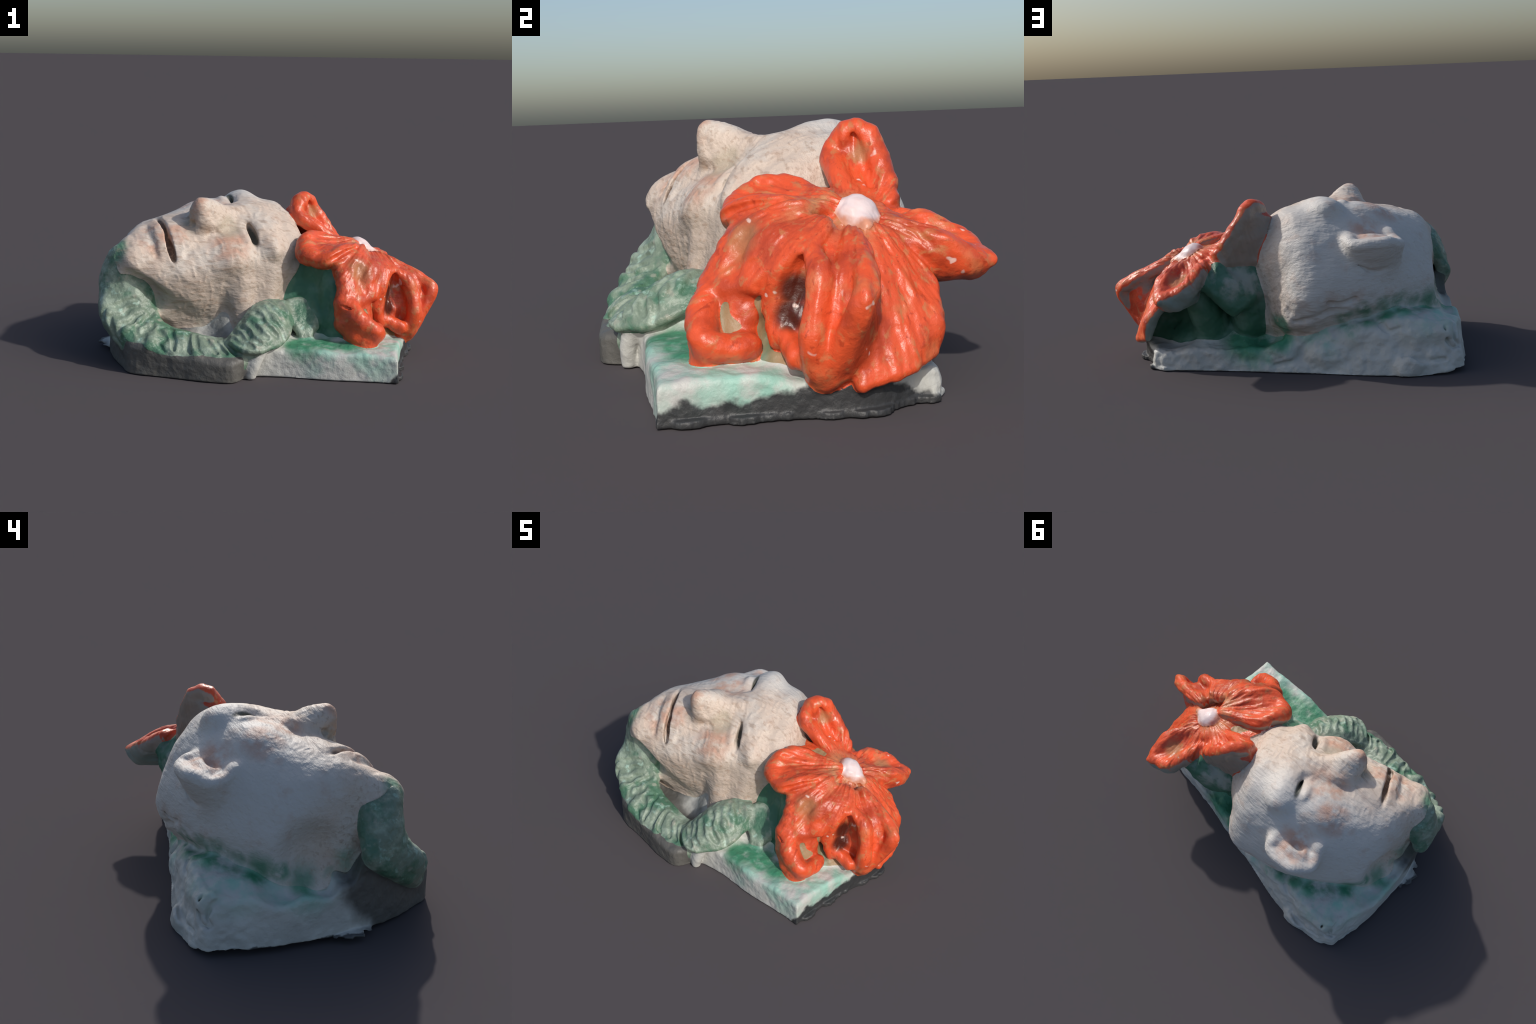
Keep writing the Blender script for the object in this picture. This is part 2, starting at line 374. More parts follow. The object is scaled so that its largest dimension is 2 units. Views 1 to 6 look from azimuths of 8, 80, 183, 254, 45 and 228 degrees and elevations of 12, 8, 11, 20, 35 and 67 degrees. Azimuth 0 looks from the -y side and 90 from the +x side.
# ------------------------------------------------------------------ flower
def build_flower():
    c = part("calyx", (-0.02, -0.35, 0.05), (0.95, 0.62, 0.65), 0.04)
    c.ellipsoid((0.45, 0.06, 0.33), (0.22, 0.23, 0.20), k=0)
    c.ellipsoid((0.45, 0.04, 0.14), (0.28, 0.28, 0.12), k=0.06)
    c.tube([(0.20, 0.06, 0.58, 0.09), (0.15, 0.06, 0.45, 0.11), (0.13, 0.04, 0.25, 0.12)], 0.05)
    c.tube([(0.28, -0.05, 0.52, 0.09), (0.27, -0.07, 0.40, 0.08), (0.27, -0.16, 0.22, 0.09)], 0.05)
    c.tube([(0.38, -0.10, 0.50, 0.09), (0.40, -0.15, 0.36, 0.09), (0.44, -0.21, 0.20, 0.09)], 0.05)
    c.tube([(0.50, -0.12, 0.40, 0.09), (0.52, -0.20, 0.28, 0.09), (0.54, -0.24, 0.17, 0.09)], 0.05)
    c.tube([(0.29, 0.26, 0.55, 0.10), (0.22, 0.28, 0.42, 0.11), (0.20, 0.27, 0.24, 0.10)], 0.05)
    c.tube([(0.50, 0.36, 0.44, 0.08), (0.45, 0.33, 0.34, 0.09), (0.42, 0.27, 0.20, 0.09)], 0.05)
    c.tube([(0.40, 0.16, 0.55, 0.06), (0.30, 0.14, 0.575, 0.07), (0.19, 0.13, 0.60, 0.07)], 0.04)
    c.tube([(0.16, -0.02, 0.45, 0.09), (0.15, -0.06, 0.33, 0.10), (0.15, -0.10, 0.22, 0.09)], 0.05)
    c.sheet([[(0.36, 0.39, 0.54, 0.035), (0.46, 0.46, 0.51, 0.035)], [(0.28, 0.40, 0.47, 0.035), (0.37, 0.45, 0.43, 0.035)], [(0.20, 0.38, 0.38, 0.035), (0.28, 0.42, 0.33, 0.035)]], 0.04)
    c.tube([(0.70, 0.08, 0.32, 0.11), (0.70, 0.08, 0.16, 0.11)], 0.05)
    # cupped disc that joins the petals round the heart
    p = part("petal", (0.25, -0.1, 0.35), (0.8, 0.45, 0.75), 0.03)
    nz = np.array([0.55, -0.08, 0.83]); nz /= np.linalg.norm(nz)
    ux = np.cross((0, 1, 0), nz); ux /= np.linalg.norm(ux)
    p.ellipsoid((0.505, 0.16, 0.522), (0.175, 0.185, 0.065), [ux, np.cross(nz, ux), nz], k=0)
    # upright petal beside the forehead
    p = part("petal", (0.0, 0.05, 0.45), (0.55, 0.55, 0.97), 0.025)
    p.sheet([[(0.37, 0.22, 0.61, 0.035), (0.39, 0.29, 0.585, 0.03), (0.365, 0.345, 0.57, 0.035)],
             [(0.25, 0.20, 0.69, 0.033), (0.29, 0.30, 0.66, 0.025), (0.30, 0.36, 0.68, 0.035)],
             [(0.145, 0.205, 0.76, 0.035), (0.215, 0.315, 0.74, 0.030), (0.225, 0.34, 0.79, 0.034)],
             [(0.145, 0.245, 0.83, 0.035), (0.18, 0.30, 0.83, 0.03), (0.205, 0.325, 0.835, 0.035)]], 0)
    p.tube([(0.37, 0.22, 0.61, 0.035), (0.25, 0.195, 0.70, 0.036), (0.145, 0.205, 0.77, 0.040), (0.155, 0.255, 0.84, 0.042),
            (0.19, 0.310, 0.843, 0.040), (0.23, 0.340, 0.785, 0.038), (0.30, 0.35, 0.68, 0.036), (0.37, 0.345, 0.575, 0.035)], 0.02)
    p.sheet([[(0.11, 0.26, 0.78, 0.032), (0.20, 0.335, 0.80, 0.032)], [(0.115, 0.29, 0.68, 0.035), (0.25, 0.355, 0.68, 0.035)], [(0.17, 0.31, 0.58, 0.04), (0.32, 0.36, 0.58, 0.035)]], 0.02)
    # petal over the temple
    p = part("petal", (0.05, -0.35, 0.4), (0.65, 0.25, 0.78), 0.02)
    p.sheet([[(0.480, 0.120, 0.609, 0.035), (0.500, 0.070, 0.607, 0.030), (0.520, 0.010, 0.605, 0.030)],
             [(0.290, 0.030, 0.647, 0.040), (0.360, -0.020, 0.617, 0.035), (0.440, -0.100, 0.615, 0.035)],
             [(0.235, -0.080, 0.647, 0.045), (0.310, -0.090, 0.607, 0.045), (0.390, -0.170, 0.597, 0.040)],
             [(0.225, -0.150, 0.597, 0.045), (0.270, -0.165, 0.582, 0.045), (0.330, -0.185, 0.577, 0.045)]], 0)
    p.tube([(0.460, 0.110, 0.623, 0.035), (0.270, 0.030, 0.662, 0.042), (0.230, -0.060, 0.667, 0.045), (0.225, -0.130, 0.617, 0.050),
            (0.290, -0.180, 0.587, 0.045), (0.390, -0.185, 0.592, 0.042), (0.460, -0.100, 0.623, 0.035), (0.530, 0.000, 0.610, 0.030)], 0.02)
    # front petal that drapes down and curls
    p = part("petal", (0.3, -0.5, 0.12), (0.85, 0.15, 0.72), 0.015)
    p.sheet([[(0.42, -0.18, 0.545, 0.04), (0.50, -0.08, 0.595, 0.035), (0.60, 0.05, 0.56, 0.035)],
             [(0.46, -0.235, 0.46, 0.045), (0.53, -0.15, 0.53, 0.04), (0.66, -0.045, 0.512, 0.03)],
             [(0.46, -0.28, 0.38, 0.045), (0.54, -0.20, 0.42, 0.04), (0.625, -0.13, 0.44, 0.03)],
             [(0.49, -0.28, 0.34, 0.04), (0.55, -0.22, 0.38, 0.04), (0.615, -0.17, 0.385, 0.03)]], 0)
    p.tube([(0.47, -0.29, 0.36, 0.05), (0.55, -0.335, 0.285, 0.052), (0.63, -0.34, 0.235, 0.046), (0.648, -0.275, 0.205, 0.044),
            (0.635, -0.205, 0.205, 0.044)], 0.02)
    p.sheet([[(0.45, -0.285, 0.36, 0.045), (0.54, -0.325, 0.28, 0.048), (0.62, -0.325, 0.20, 0.048)],
             [(0.455, -0.30, 0.26, 0.045), (0.53, -0.33, 0.2, 0.048), (0.59, -0.335, 0.15, 0.045)]], 0.02)
    p.ellipsoid((0.55, -0.20, 0.29), (0.065, 0.06, 0.08), k=0.03)
    # rolled petal with the deep opening
    p = part("petal", (0.5, -0.3, 0.05), (1.02, 0.25, 0.65), 0.015)
    p.tube([(0.69, -0.045, 0.50, 0.03), (0.66, -0.10, 0.43, 0.03), (0.645, -0.10, 0.33, 0.035), (0.67, -0.095, 0.25, 0.035), (0.77, -0.07, 0.19, 0.04)], 0.02)
    p.tube([(0.63, 0.06, 0.555, 0.035), (0.70, 0.0, 0.505, 0.035), (0.788, -0.003, 0.455, 0.042), (0.825, -0.015, 0.37, 0.045),
            (0.845, -0.04, 0.27, 0.045), (0.82, -0.02, 0.18, 0.05), (0.79, 0.0, 0.13, 0.05)], 0.02)
    p.sheet([[(0.64, -0.11, 0.42, 0.03), (0.68, -0.02, 0.44, 0.03), (0.74, 0.03, 0.42, 0.03)],
             [(0.63, -0.12, 0.32, 0.035), (0.66, -0.04, 0.32, 0.05), (0.74, 0.02, 0.32, 0.05)],
             [(0.66, -0.11, 0.22, 0.03), (0.68, -0.04, 0.21, 0.03), (0.76, 0.0, 0.20, 0.03)]], 0.02)
    # bud-like petal
    p = part("petal", (0.55, -0.12, 0.05), (1.03, 0.35, 0.65), 0.015)
    p.tube([(0.66, 0.13, 0.53, 0.035), (0.76, 0.135, 0.485, 0.04), (0.87, 0.12, 0.43, 0.042), (0.935, 0.09, 0.38, 0.042),
            (0.905, 0.06, 0.29, 0.043), (0.855, 0.04, 0.20, 0.043), (0.81, 0.03, 0.14, 0.043)], 0.02)
    p.sheet([[(0.64, 0.06, 0.52, 0.035), (0.67, 0.13, 0.51, 0.035)], [(0.74, 0.05, 0.43, 0.04), (0.78, 0.12, 0.44, 0.04)],
             [(0.80, 0.02, 0.33, 0.045), (0.85, 0.09, 0.35, 0.045)], [(0.81, 0.0, 0.22, 0.045), (0.86, 0.05, 0.23, 0.045)],
             [(0.79, 0.0, 0.14, 0.045), (0.82, 0.04, 0.15, 0.045)]], 0.02)
    p.ellipsoid((0.78, 0.08, 0.30), (0.10, 0.09, 0.18), k=0.03)
    # broad low petal
    p = part("petal", (0.45, -0.02, 0.02), (0.98, 0.55, 0.65), 0.02)
    p.sheet([[(0.60, 0.20, 0.53, 0.035), (0.60, 0.26, 0.51, 0.035), (0.57, 0.31, 0.50, 0.035)],
             [(0.71, 0.185, 0.42, 0.03), (0.685, 0.28, 0.40, 0.03), (0.655, 0.37, 0.37, 0.035)],
             [(0.768, 0.17, 0.28, 0.03), (0.765, 0.28, 0.26, 0.03), (0.735, 0.37, 0.265, 0.033)],
             [(0.835, 0.11, 0.105, 0.026), (0.825, 0.24, 0.135, 0.028), (0.760, 0.35, 0.175, 0.032)]], 0)
    # scooped far petal
    p = part("petal", (0.3, 0.2, 0.25), (0.8, 0.72, 0.7), 0.025)
    p.sheet([[(0.56, 0.28, 0.53, 0.035), (0.50, 0.32, 0.53, 0.04), (0.42, 0.35, 0.535, 0.04)],
             [(0.62, 0.40, 0.48, 0.045), (0.54, 0.44, 0.455, 0.045), (0.45, 0.45, 0.52, 0.045)],
             [(0.635, 0.53, 0.42, 0.045), (0.57, 0.555, 0.41, 0.05), (0.49, 0.54, 0.46, 0.045)]], 0)
    p.tube([(0.55, 0.30, 0.545, 0.035), (0.625, 0.42, 0.50, 0.04), (0.64, 0.53, 0.435, 0.045), (0.60, 0.57, 0.425, 0.042),
            (0.50, 0.55, 0.475, 0.045), (0.45, 0.455, 0.54, 0.042), (0.43, 0.36, 0.555, 0.035)], 0.02)
    p.ellipsoid((0.555, 0.46, 0.42), (0.095, 0.11, 0.065), k=0.04)
    p.tube([(0.60, 0.58, 0.425, 0.035), (0.635, 0.605, 0.425, 0.022)], 0.02)
    # flower heart
    p = part("flower_center", (0.35, 0.05, 0.45), (0.7, 0.35, 0.72), 0.02)
    p.ellipsoid((0.520, 0.19, 0.585), (0.076, 0.066, 0.052), [ux, np.cross(nz, ux), nz], k=0)
    p.ellipsoid((0.58, 0.195, 0.555), (0.05, 0.02, 0.03), k=0.03)

def carve(pts, k=0.012, only=("petal", "calyx", "base_slab", "head")):
    """press a groove or hole into every part it touches"""
    P = np.array(pts)
    lo, hi = P[:, :3].min(0) - 0.15, P[:, :3].max(0) + 0.15
    for f in PARTS:
        if f.name not in only: continue
        a = [ax[0] for ax in f.ax]; b = [ax[-1] for ax in f.ax]
        if np.any(hi < a) or np.any(lo > b): continue
        f.ball_set(spline(pts, 0.007), k, True)

build_slab(); build_head(); build_nose(); build_ear(); build_leaves(); build_flower()

# deep opening of the rolled petal
carve([(0.72, -0.035, 0.47, 0.022), (0.73, -0.055, 0.41, 0.038), (0.735, -0.06, 0.35, 0.042), (0.76, -0.065, 0.30, 0.03)])
carve([(0.77, -0.07, 0.43, 0.026), (0.795, -0.09, 0.37, 0.036), (0.80, -0.095, 0.31, 0.028)])
# eyelet under the front petal
# fold in the upright petal
carve([(0.195, 0.275, 0.835, 0.014), (0.235, 0.270, 0.785, 0.024), (0.275, 0.285, 0.72, 0.018), (0.33, 0.29, 0.66, 0.010)])
# dip and folds of the temple petal
carve([(0.27, -0.09, 0.692, 0.018), (0.35, -0.05, 0.689, 0.026), (0.43, 0.02, 0.675, 0.014)], 0.03)
carve([(0.37, -0.245, 0.585, 0.014), (0.44, -0.18, 0.622, 0.014), (0.51, -0.08, 0.640, 0.010)], 0.012)
# pan of the far petal
carve([(0.52, 0.39, 0.585, 0.030), (0.555, 0.46, 0.555, 0.045), (0.585, 0.52, 0.51, 0.030)], 0.02)
# dished middle of the front petal and furrows running from the heart
carve([(0.545, -0.20, 0.555, 0.030), (0.57, -0.24, 0.47, 0.045), (0.60, -0.25, 0.42, 0.030)], 0.03)
carve([(0.60, 0.10, 0.605, 0.014), (0.72, 0.075, 0.530, 0.014), (0.84, 0.035, 0.465, 0.014), (0.935, 0.01, 0.345, 0.016), (0.925, 0.0, 0.24, 0.012)], 0.012)
carve([(0.63, 0.20, 0.585, 0.010), (0.75, 0.205, 0.49, 0.012), (0.875, 0.19, 0.36, 0.016), (0.905, 0.135, 0.225, 0.016), (0.88, 0.10, 0.15, 0.014)], 0.010)
carve([(0.55, 0.28, 0.585, 0.008), (0.635, 0.36, 0.53, 0.010), (0.72, 0.43, 0.43, 0.014)], 0.012)
carve([(0.41, 0.30, 0.615, 0.010), (0.40, 0.38, 0.585, 0.016), (0.38, 0.46, 0.53, 0.02)], 0.015)
# cracks, thumb marks and folds in the clay
ANY = ("base_slab", "head", "ear")
carve([(-0.875, 0.434, 0.250, 0.009), (-0.868, 0.492, 0.222, 0.013), (-0.862, 0.514, 0.166, 0.014), (-0.885, 0.506, 0.135, 0.010)], 0.012, ANY)
carve([(-0.817, 0.529, 0.235, 0.009), (-0.812, 0.532, 0.191, 0.013), (-0.842, 0.537, 0.137, 0.012), (-0.880, 0.514, 0.120, 0.008)], 0.012, ANY)
carve([(-0.180, 0.494, 0.215, 0.009), (-0.141, 0.492, 0.183, 0.015), (-0.088, 0.492, 0.144, 0.013), (-0.051, 0.504, 0.075, 0.015), (0.063, 0.491, 0.039, 0.009)], 0.015, ANY)
carve([(-0.490, 0.532, 0.255, 0.009), (-0.526, 0.540, 0.222, 0.014), (-0.580, 0.538, 0.236, 0.009)], 0.012, ANY)
carve([(-0.590, 0.584, 0.115, 0.008), (-0.696, 0.591, 0.080, 0.014), (-0.808, 0.562, 0.077, 0.009)], 0.012, ANY)
carve([(-0.050, 0.529, 0.290, 0.011), (-0.139, 0.559, 0.300, 0.020), (-0.224, 0.549, 0.330, 0.015), (-0.320, 0.534, 0.340, 0.009)], 0.015, ANY)
carve([(-0.200, 0.559, 0.400, 0.007), (-0.280, 0.554, 0.370, 0.015), (-0.360, 0.529, 0.400, 0.009)], 0.015, ANY)
carve([(-0.380, 0.499, 0.565, 0.011), (-0.458, 0.484, 0.525, 0.018), (-0.520, 0.464, 0.530, 0.011)], 0.015, ANY)
carve([(-0.190, -0.318, 0.46, 0.006), (-0.203, -0.318, 0.39, 0.013), (-0.228, -0.310, 0.33, 0.018)], 0.015, ANY)
carve([(0.44, -0.34, 0.365, 0.005), (0.50, -0.345, 0.352, 0.007), (0.56, -0.33, 0.335, 0.005)], 0.006)
# cavity under the flower at the back, gap beside the front petal
carve([(0.05, 0.45, 0.215, 0.025), (0.12, 0.42, 0.20, 0.04), (0.22, 0.43, 0.18, 0.03), (0.32, 0.45, 0.18, 0.02)], 0.03)
carve([(0.33, -0.31, 0.22, 0.030), (0.36, -0.27, 0.30, 0.028), (0.36, -0.24, 0.42, 0.020)], 0.03)


# ------------------------------------------------------------------ join
def join():
    F = np.full(DIM, FAR, np.float32)
    for f in PARTS:
        sl = tuple(slice(a, b) for a, b in zip(f.i0, f.i1))
        F[sl] = smin(F[sl], f.v, f.blend)
    z = (LO[2] + H * np.arange(DIM[2])).astype(np.float32)
    return np.maximum(F, -z[None, None, :])

def surface_nets(F):
    s = F < 0
    nx, ny, nz = F.shape
    cnt = np.zeros((nx - 1, ny - 1, nz - 1), np.int8)
    for a in (0, 1):
        for b in (0, 1):
            for c in (0, 1):
                cnt += s[a:nx - 1 + a, b:ny - 1 + b, c:nz - 1 + c]
    act = (cnt > 0) & (cnt < 8)
    I, J, K = np.nonzero(act)
    idx = np.full(act.shape, -1, np.int32); idx[I, J, K] = np.arange(len(I))
    acc = np.zeros((len(I), 3)); n = np.zeros(len(I))
    cor = [(a, b, c) for a in (0, 1) for b in (0, 1) for c in (0, 1)]
    val = {c: F[I + c[0], J + c[1], K + c[2]] for c in cor}
    for i, p in enumerate(cor):
        for q in cor[i + 1:]:
            if sum(abs(p[t] - q[t]) for t in range(3)) != 1: continue
            va, vb = val[p], val[q]
            m = (va < 0) != (vb < 0)
            t = np.where(m, va / np.where(m, va - vb, 1), 0)
            for ax in range(3):
                acc[:, ax] += np.where(m, p[ax] + t * (q[ax] - p[ax]), 0)
            n += m
    V = LO + H * (np.stack([I, J, K], 1) + acc / n[:, None])
    Q = []
    for ax in range(3):
        b, c = (ax + 1) % 3, (ax + 2) % 3
        lo = [slice(None)] * 3; hi = [slice(None)] * 3
        lo[ax] = slice(0, -1); hi[ax] = slice(1, None)
        ch = s[tuple(lo)] != s[tuple(hi)]
        P = np.stack(np.nonzero(ch), 1)
        P = P[(P[:, b] > 0) & (P[:, c] > 0)]
        P = P[(P[:, b] < act.shape[b]) & (P[:, c] < act.shape[c])]
        def at(db, dc):
            q = P.copy(); q[:, b] -= db; q[:, c] -= dc
            return idx[q[:, 0], q[:, 1], q[:, 2]]
        quad = np.stack([at(1, 1), at(0, 1), at(0, 0), at(1, 0)], 1)
        flip = ~s[P[:, 0], P[:, 1], P[:, 2]]
        quad[flip] = quad[flip][:, ::-1]
        Q.append(quad)
    return V, np.concatenate(Q)

def vnormals(V, Q):
    n = np.cross(V[Q[:, 2]] - V[Q[:, 0]], V[Q[:, 3]] - V[Q[:, 1]])
    N = np.zeros_like(V)
    for k in range(4):
        for a in range(3):
            N[:, a] += np.bincount(Q[:, k], n[:, a], len(V))
    return N / (np.linalg.norm(N, axis=1, keepdims=True) + 1e-12)

def smooth(V, Q, it):
    E = np.concatenate([Q[:, [0, 1]], Q[:, [1, 2]], Q[:, [2, 3]], Q[:, [3, 0]]])
    deg = np.bincount(E[:, 0], minlength=len(V)) + np.bincount(E[:, 1], minlength=len(V))
    for lam in it:
        S = np.zeros_like(V)
        for a in range(3):
            S[:, a] = np.bincount(E[:, 0], V[E[:, 1], a], len(V)) + np.bincount(E[:, 1], V[E[:, 0], a], len(V))
        V = V + lam * (S / deg[:, None] - V)
    return V

def sample(f, P):
    q = (P - LO) / H - f.i0
    i = np.floor(q).astype(int); u = q - i
    ok = np.all((i >= 0) & (i < np.array(f.v.shape) - 1), 1)
    out = np.full(len(P), FAR)
    i = i[ok]; u = u[ok]; r = 0
    for a in (0, 1):
        for b in (0, 1):
            for c in (0, 1):
                r = r + f.v[i[:, 0] + a, i[:, 1] + b, i[:, 2] + c] * (u[:, 0] if a else 1 - u[:, 0]) * (u[:, 1] if b else 1 - u[:, 1]) * (u[:, 2] if c else 1 - u[:, 2])
    out[ok] = r
    return out

V, Q = surface_nets(join())
V = smooth(V, Q, (0.5, 0.5, -0.3))
ground = V[:, 2] < 0.004
center = V[Q].mean(1)
wob = np.stack([vnoise(center, 0.05, o) for o in (0.3, 5.1, 9.4)], 1) * 0.006
D = np.stack([sample(f, center + wob) - {"nose": 0.004, "petal": 0.003, "flower_center": 0.004}.get(f.name, 0) for f in PARTS], 1)
label = D.argmin(1)

# slide border vertices onto the line where two parts are equally near, so borders run smooth
def settle():
    first = np.full(len(V), -1); second = np.full(len(V), -1)
    for k in range(4):
        first[Q[:, k]] = label
    for k in range(4):
        m = first[Q[:, k]] != label
        second[Q[m, k]] = label[m]
    idx = np.nonzero(second >= 0)[0]
    bias = {"nose": 0.004, "petal": 0.003, "flower_center": 0.004}
    def phi(P, a, b):
        W = P + np.stack([vnoise(P, 0.05, o) for o in (0.3, 5.1, 9.4)], 1) * 0.006
        r = np.zeros(len(P))
        for i, f in enumerate(PARTS):
            for lab, sg in ((a, 1), (b, -1)):
                m = lab == i
                if m.any(): r[m] += sg * (sample(f, W[m]) - bias.get(f.name, 0))
        return r
    P = V[idx]; a, b = first[idx], second[idx]
    Nn = vnormals(V, Q)[idx]
    for _ in range(2):
        g0 = phi(P, a, b)
        e = 0.003
        G = np.stack([phi(P + e * np.eye(3)[ax], a, b) - phi(P - e * np.eye(3)[ax], a, b) for ax in range(3)], 1) / (2 * e)
        G -= Nn * (G * Nn).sum(1, keepdims=True)
        q = (G * G).sum(1)
        step = -(g0 / np.maximum(q, 0.05))[:, None] * G
        n = np.linalg.norm(step, axis=1, keepdims=True)
        P = P + step * np.minimum(1, 0.5 * H / np.maximum(n, 1e-9))
    V[idx] = P
settle()

# hand-worked clay relief
N = vnormals(V, Q)
vl = np.zeros(len(V), int)
for k in range(4):
    vl[Q[:, k]] = label
names = np.array([f.name for f in PARTS])[vl]
amp = np.zeros(len(V))
hs = np.stack([(V - HO) @ HL * 0.45, (V - HO) @ HD, (V - HO) @ HN], 1)
skin = np.isin(names, ["head", "nose", "ear"])
rough = 0.006 * fnoise(V, 0.09, 3, 2.2) + 0.0018 * fnoise(V, 0.03, 2, 8.8)
front = 1 - np.clip(((V - HO) @ HL - 0.05) / 0.2, 0, 1) * 0.75
ridge = 1 - 2 * np.abs(vnoise(hs + 0.02 * np.stack([vnoise(V, 0.06, o) for o in (1.2, 4.1, 7.7)], 1), 0.030, 3.3))
strokes = 0.0018 * front * ridge + 0.0020 * front * fnoise(hs, 0.035, 2, 4.4) + 0.004 * fnoise(V, 0.11, 2, 1.1)
amp = np.where(skin, strokes, rough)
amp = np.where(names == "base_slab", 0.7 * rough, amp)
amp = np.where(names == "flower_center", 1.2 * rough, amp)
amp = np.where(names == "petal", 0.5 * rough, amp)
# petals are streaked outwards from the heart
rel = V - np.array([0.515, 0.18, 0.58])
fn = np.array([0.55, -0.08, 0.83]); fn /= np.linalg.norm(fn)
fu = np.cross((0, 1, 0), fn); fu /= np.linalg.norm(fu)
fv = np.cross(fn, fu)
ang = np.arctan2(rel @ fv, rel @ fu); rad = np.linalg.norm(rel, axis=1)
st = fnoise(np.stack([np.cos(ang) * 1.6, np.sin(ang) * 1.6, rad * 1.2], 1), 0.16, 3, 5.5)
amp = np.where(names == "petal", amp + 0.007 * st * np.clip(rad / 0.15, 0, 1), amp)
crust = np.clip((0.46 - V[:, 2]) / 0.12, 0, 1) * np.clip((V[:, 1] - 0.30) / 0.1, 0, 1)
amp = amp + np.where(skin | (names == "base_slab"), crust * (0.010 * fnoise(V, 0.085, 3, 9.9) + 0.006 * np.minimum(0, vnoise(V, 0.045, 2.7))), 0)
amp[ground] = 0
for it in range(1):
    V = V + N * amp[:, None]
V[:, 2] = np.maximum(V[:, 2], 0)
N = vnormals(V, Q)

# ------------------------------------------------------------------ materials
def new_mat(name):
    m = bpy.data.materials.new(name); m.use_nodes = True
    nt = m.node_tree
    return m, nt, nt.nodes["Principled BSDF"]

class Paint:
    """layered paint on object coordinates"""
    def __init__(s, name, base, rough=0.6):
        s.m, s.nt, s.b = new_mat(name)
        s.co = s.nt.nodes.new("ShaderNodeTexCoord").outputs["Object"]
        n = s.noise(9.0, 4.0, color=True)
        v = s.nt.nodes.new("ShaderNodeVectorMath"); v.operation = "MULTIPLY_ADD"
        s.nt.links.new(n, v.inputs[0]); v.inputs[1].default_value = (0.09,) * 3
        off = s.nt.nodes.new("ShaderNodeVectorMath"); off.operation = "ADD"
        s.nt.links.new(s.co, off.inputs[0]); off.inputs[1].default_value = (-0.045,) * 3
        s.nt.links.new(off.outputs[0], v.inputs[2])
        s.warp = v.outputs[0]
        rgb = s.nt.nodes.new("ShaderNodeRGB"); rgb.outputs[0].default_value = (*base, 1)
        s.col = rgb.outputs[0]
        s.b.inputs["Roughness"].default_value = rough

    def noise(s, scale, detail=3.0, color=False, stretch=None, rough=0.55):
        n = s.nt.nodes.new("ShaderNodeTexNoise")
        n.inputs["Scale"].default_value = scale; n.inputs["Detail"].default_value = detail
        n.inputs["Roughness"].default_value = rough
        src = s.co
        if stretch is not None:
            mp = s.nt.nodes.new("ShaderNodeMapping")
            mp.inputs["Rotation"].default_value = stretch[0]; mp.inputs["Scale"].default_value = stretch[1]
            s.nt.links.new(src, mp.inputs["Vector"]); src = mp.outputs[0]
        s.nt.links.new(src, n.inputs["Vector"])
        return n.outputs["Color"] if color else n.outputs["Fac"]

    def rays(s, c, scale, detail=4.0, along=1.2):
        """noise drawn out into rays from a centre"""
        v = s.nt.nodes.new("ShaderNodeVectorMath"); v.operation = "SUBTRACT"
        s.nt.links.new(s.warp, v.inputs[0]); v.inputs[1].default_value = c
        u = s.nt.nodes.new("ShaderNodeVectorMath"); u.operation = "NORMALIZE"
        s.nt.links.new(v.outputs[0], u.inputs[0])
        w = s.nt.nodes.new("ShaderNodeVectorMath"); w.operation = "MULTIPLY_ADD"
        s.nt.links.new(v.outputs[0], w.inputs[0]); w.inputs[1].default_value = (along,) * 3
        s.nt.links.new(u.outputs[0], w.inputs[2])
        n = s.nt.nodes.new("ShaderNodeTexNoise")
        n.inputs["Scale"].default_value = scale; n.inputs["Detail"].default_value = detail
        s.nt.links.new(w.outputs[0], n.inputs["Vector"])
        return n.outputs["Fac"]

    def math(s, op, a, b=None, clamp=False):
        n = s.nt.nodes.new("ShaderNodeMath"); n.operation = op; n.use_clamp = clamp
        for i, x in enumerate((a, b)):
            if x is None: continue
            if hasattr(x, "links"): s.nt.links.new(x, n.inputs[i])
            else: n.inputs[i].default_value = x
        return n.outputs[0]

    def ramp(s, x, lo, hi, a=0.0, b=1.0):
        n = s.nt.nodes.new("ShaderNodeMapRange"); n.interpolation_type = "SMOOTHSTEP"
        s.nt.links.new(x, n.inputs["Value"])
        for k, v in zip(("From Min", "From Max", "To Min", "To Max"), (lo, hi, a, b)):
            n.inputs[k].default_value = v
        return n.outputs[0]

    def spot(s, c, r, soft=0.6, frame=None, warp=True):
        v = s.nt.nodes.new("ShaderNodeVectorMath"); v.operation = "SUBTRACT"
        s.nt.links.new(s.warp if warp else s.co, v.inputs[0]); v.inputs[1].default_value = c
        src = v.outputs[0]
        if frame is not None:                      # stretched along the face
            w = s.nt.nodes.new("ShaderNodeCombineXYZ")
            for i, (ax, k) in enumerate(zip(HAX, frame)):
                g = s.nt.nodes.new("ShaderNodeVectorMath"); g.operation = "DOT_PRODUCT"
                s.nt.links.new(src, g.inputs[0]); g.inputs[1].default_value = ax * k
                s.nt.links.new(g.outputs["Value"], w.inputs[i])
            src = w.outputs[0]
        l = s.nt.nodes.new("ShaderNodeVectorMath"); l.operation = "LENGTH"
        s.nt.links.new(src, l.inputs[0])
        return s.ramp(l.outputs["Value"], r * (1 - soft), r, 1.0, 0.0)

    def spots(s, lst, warp=True):
        f = None
        for q in lst:
            g = s.spot(*q, warp=warp)
            f = g if f is None else s.math("MAXIMUM", f, g)
        return f

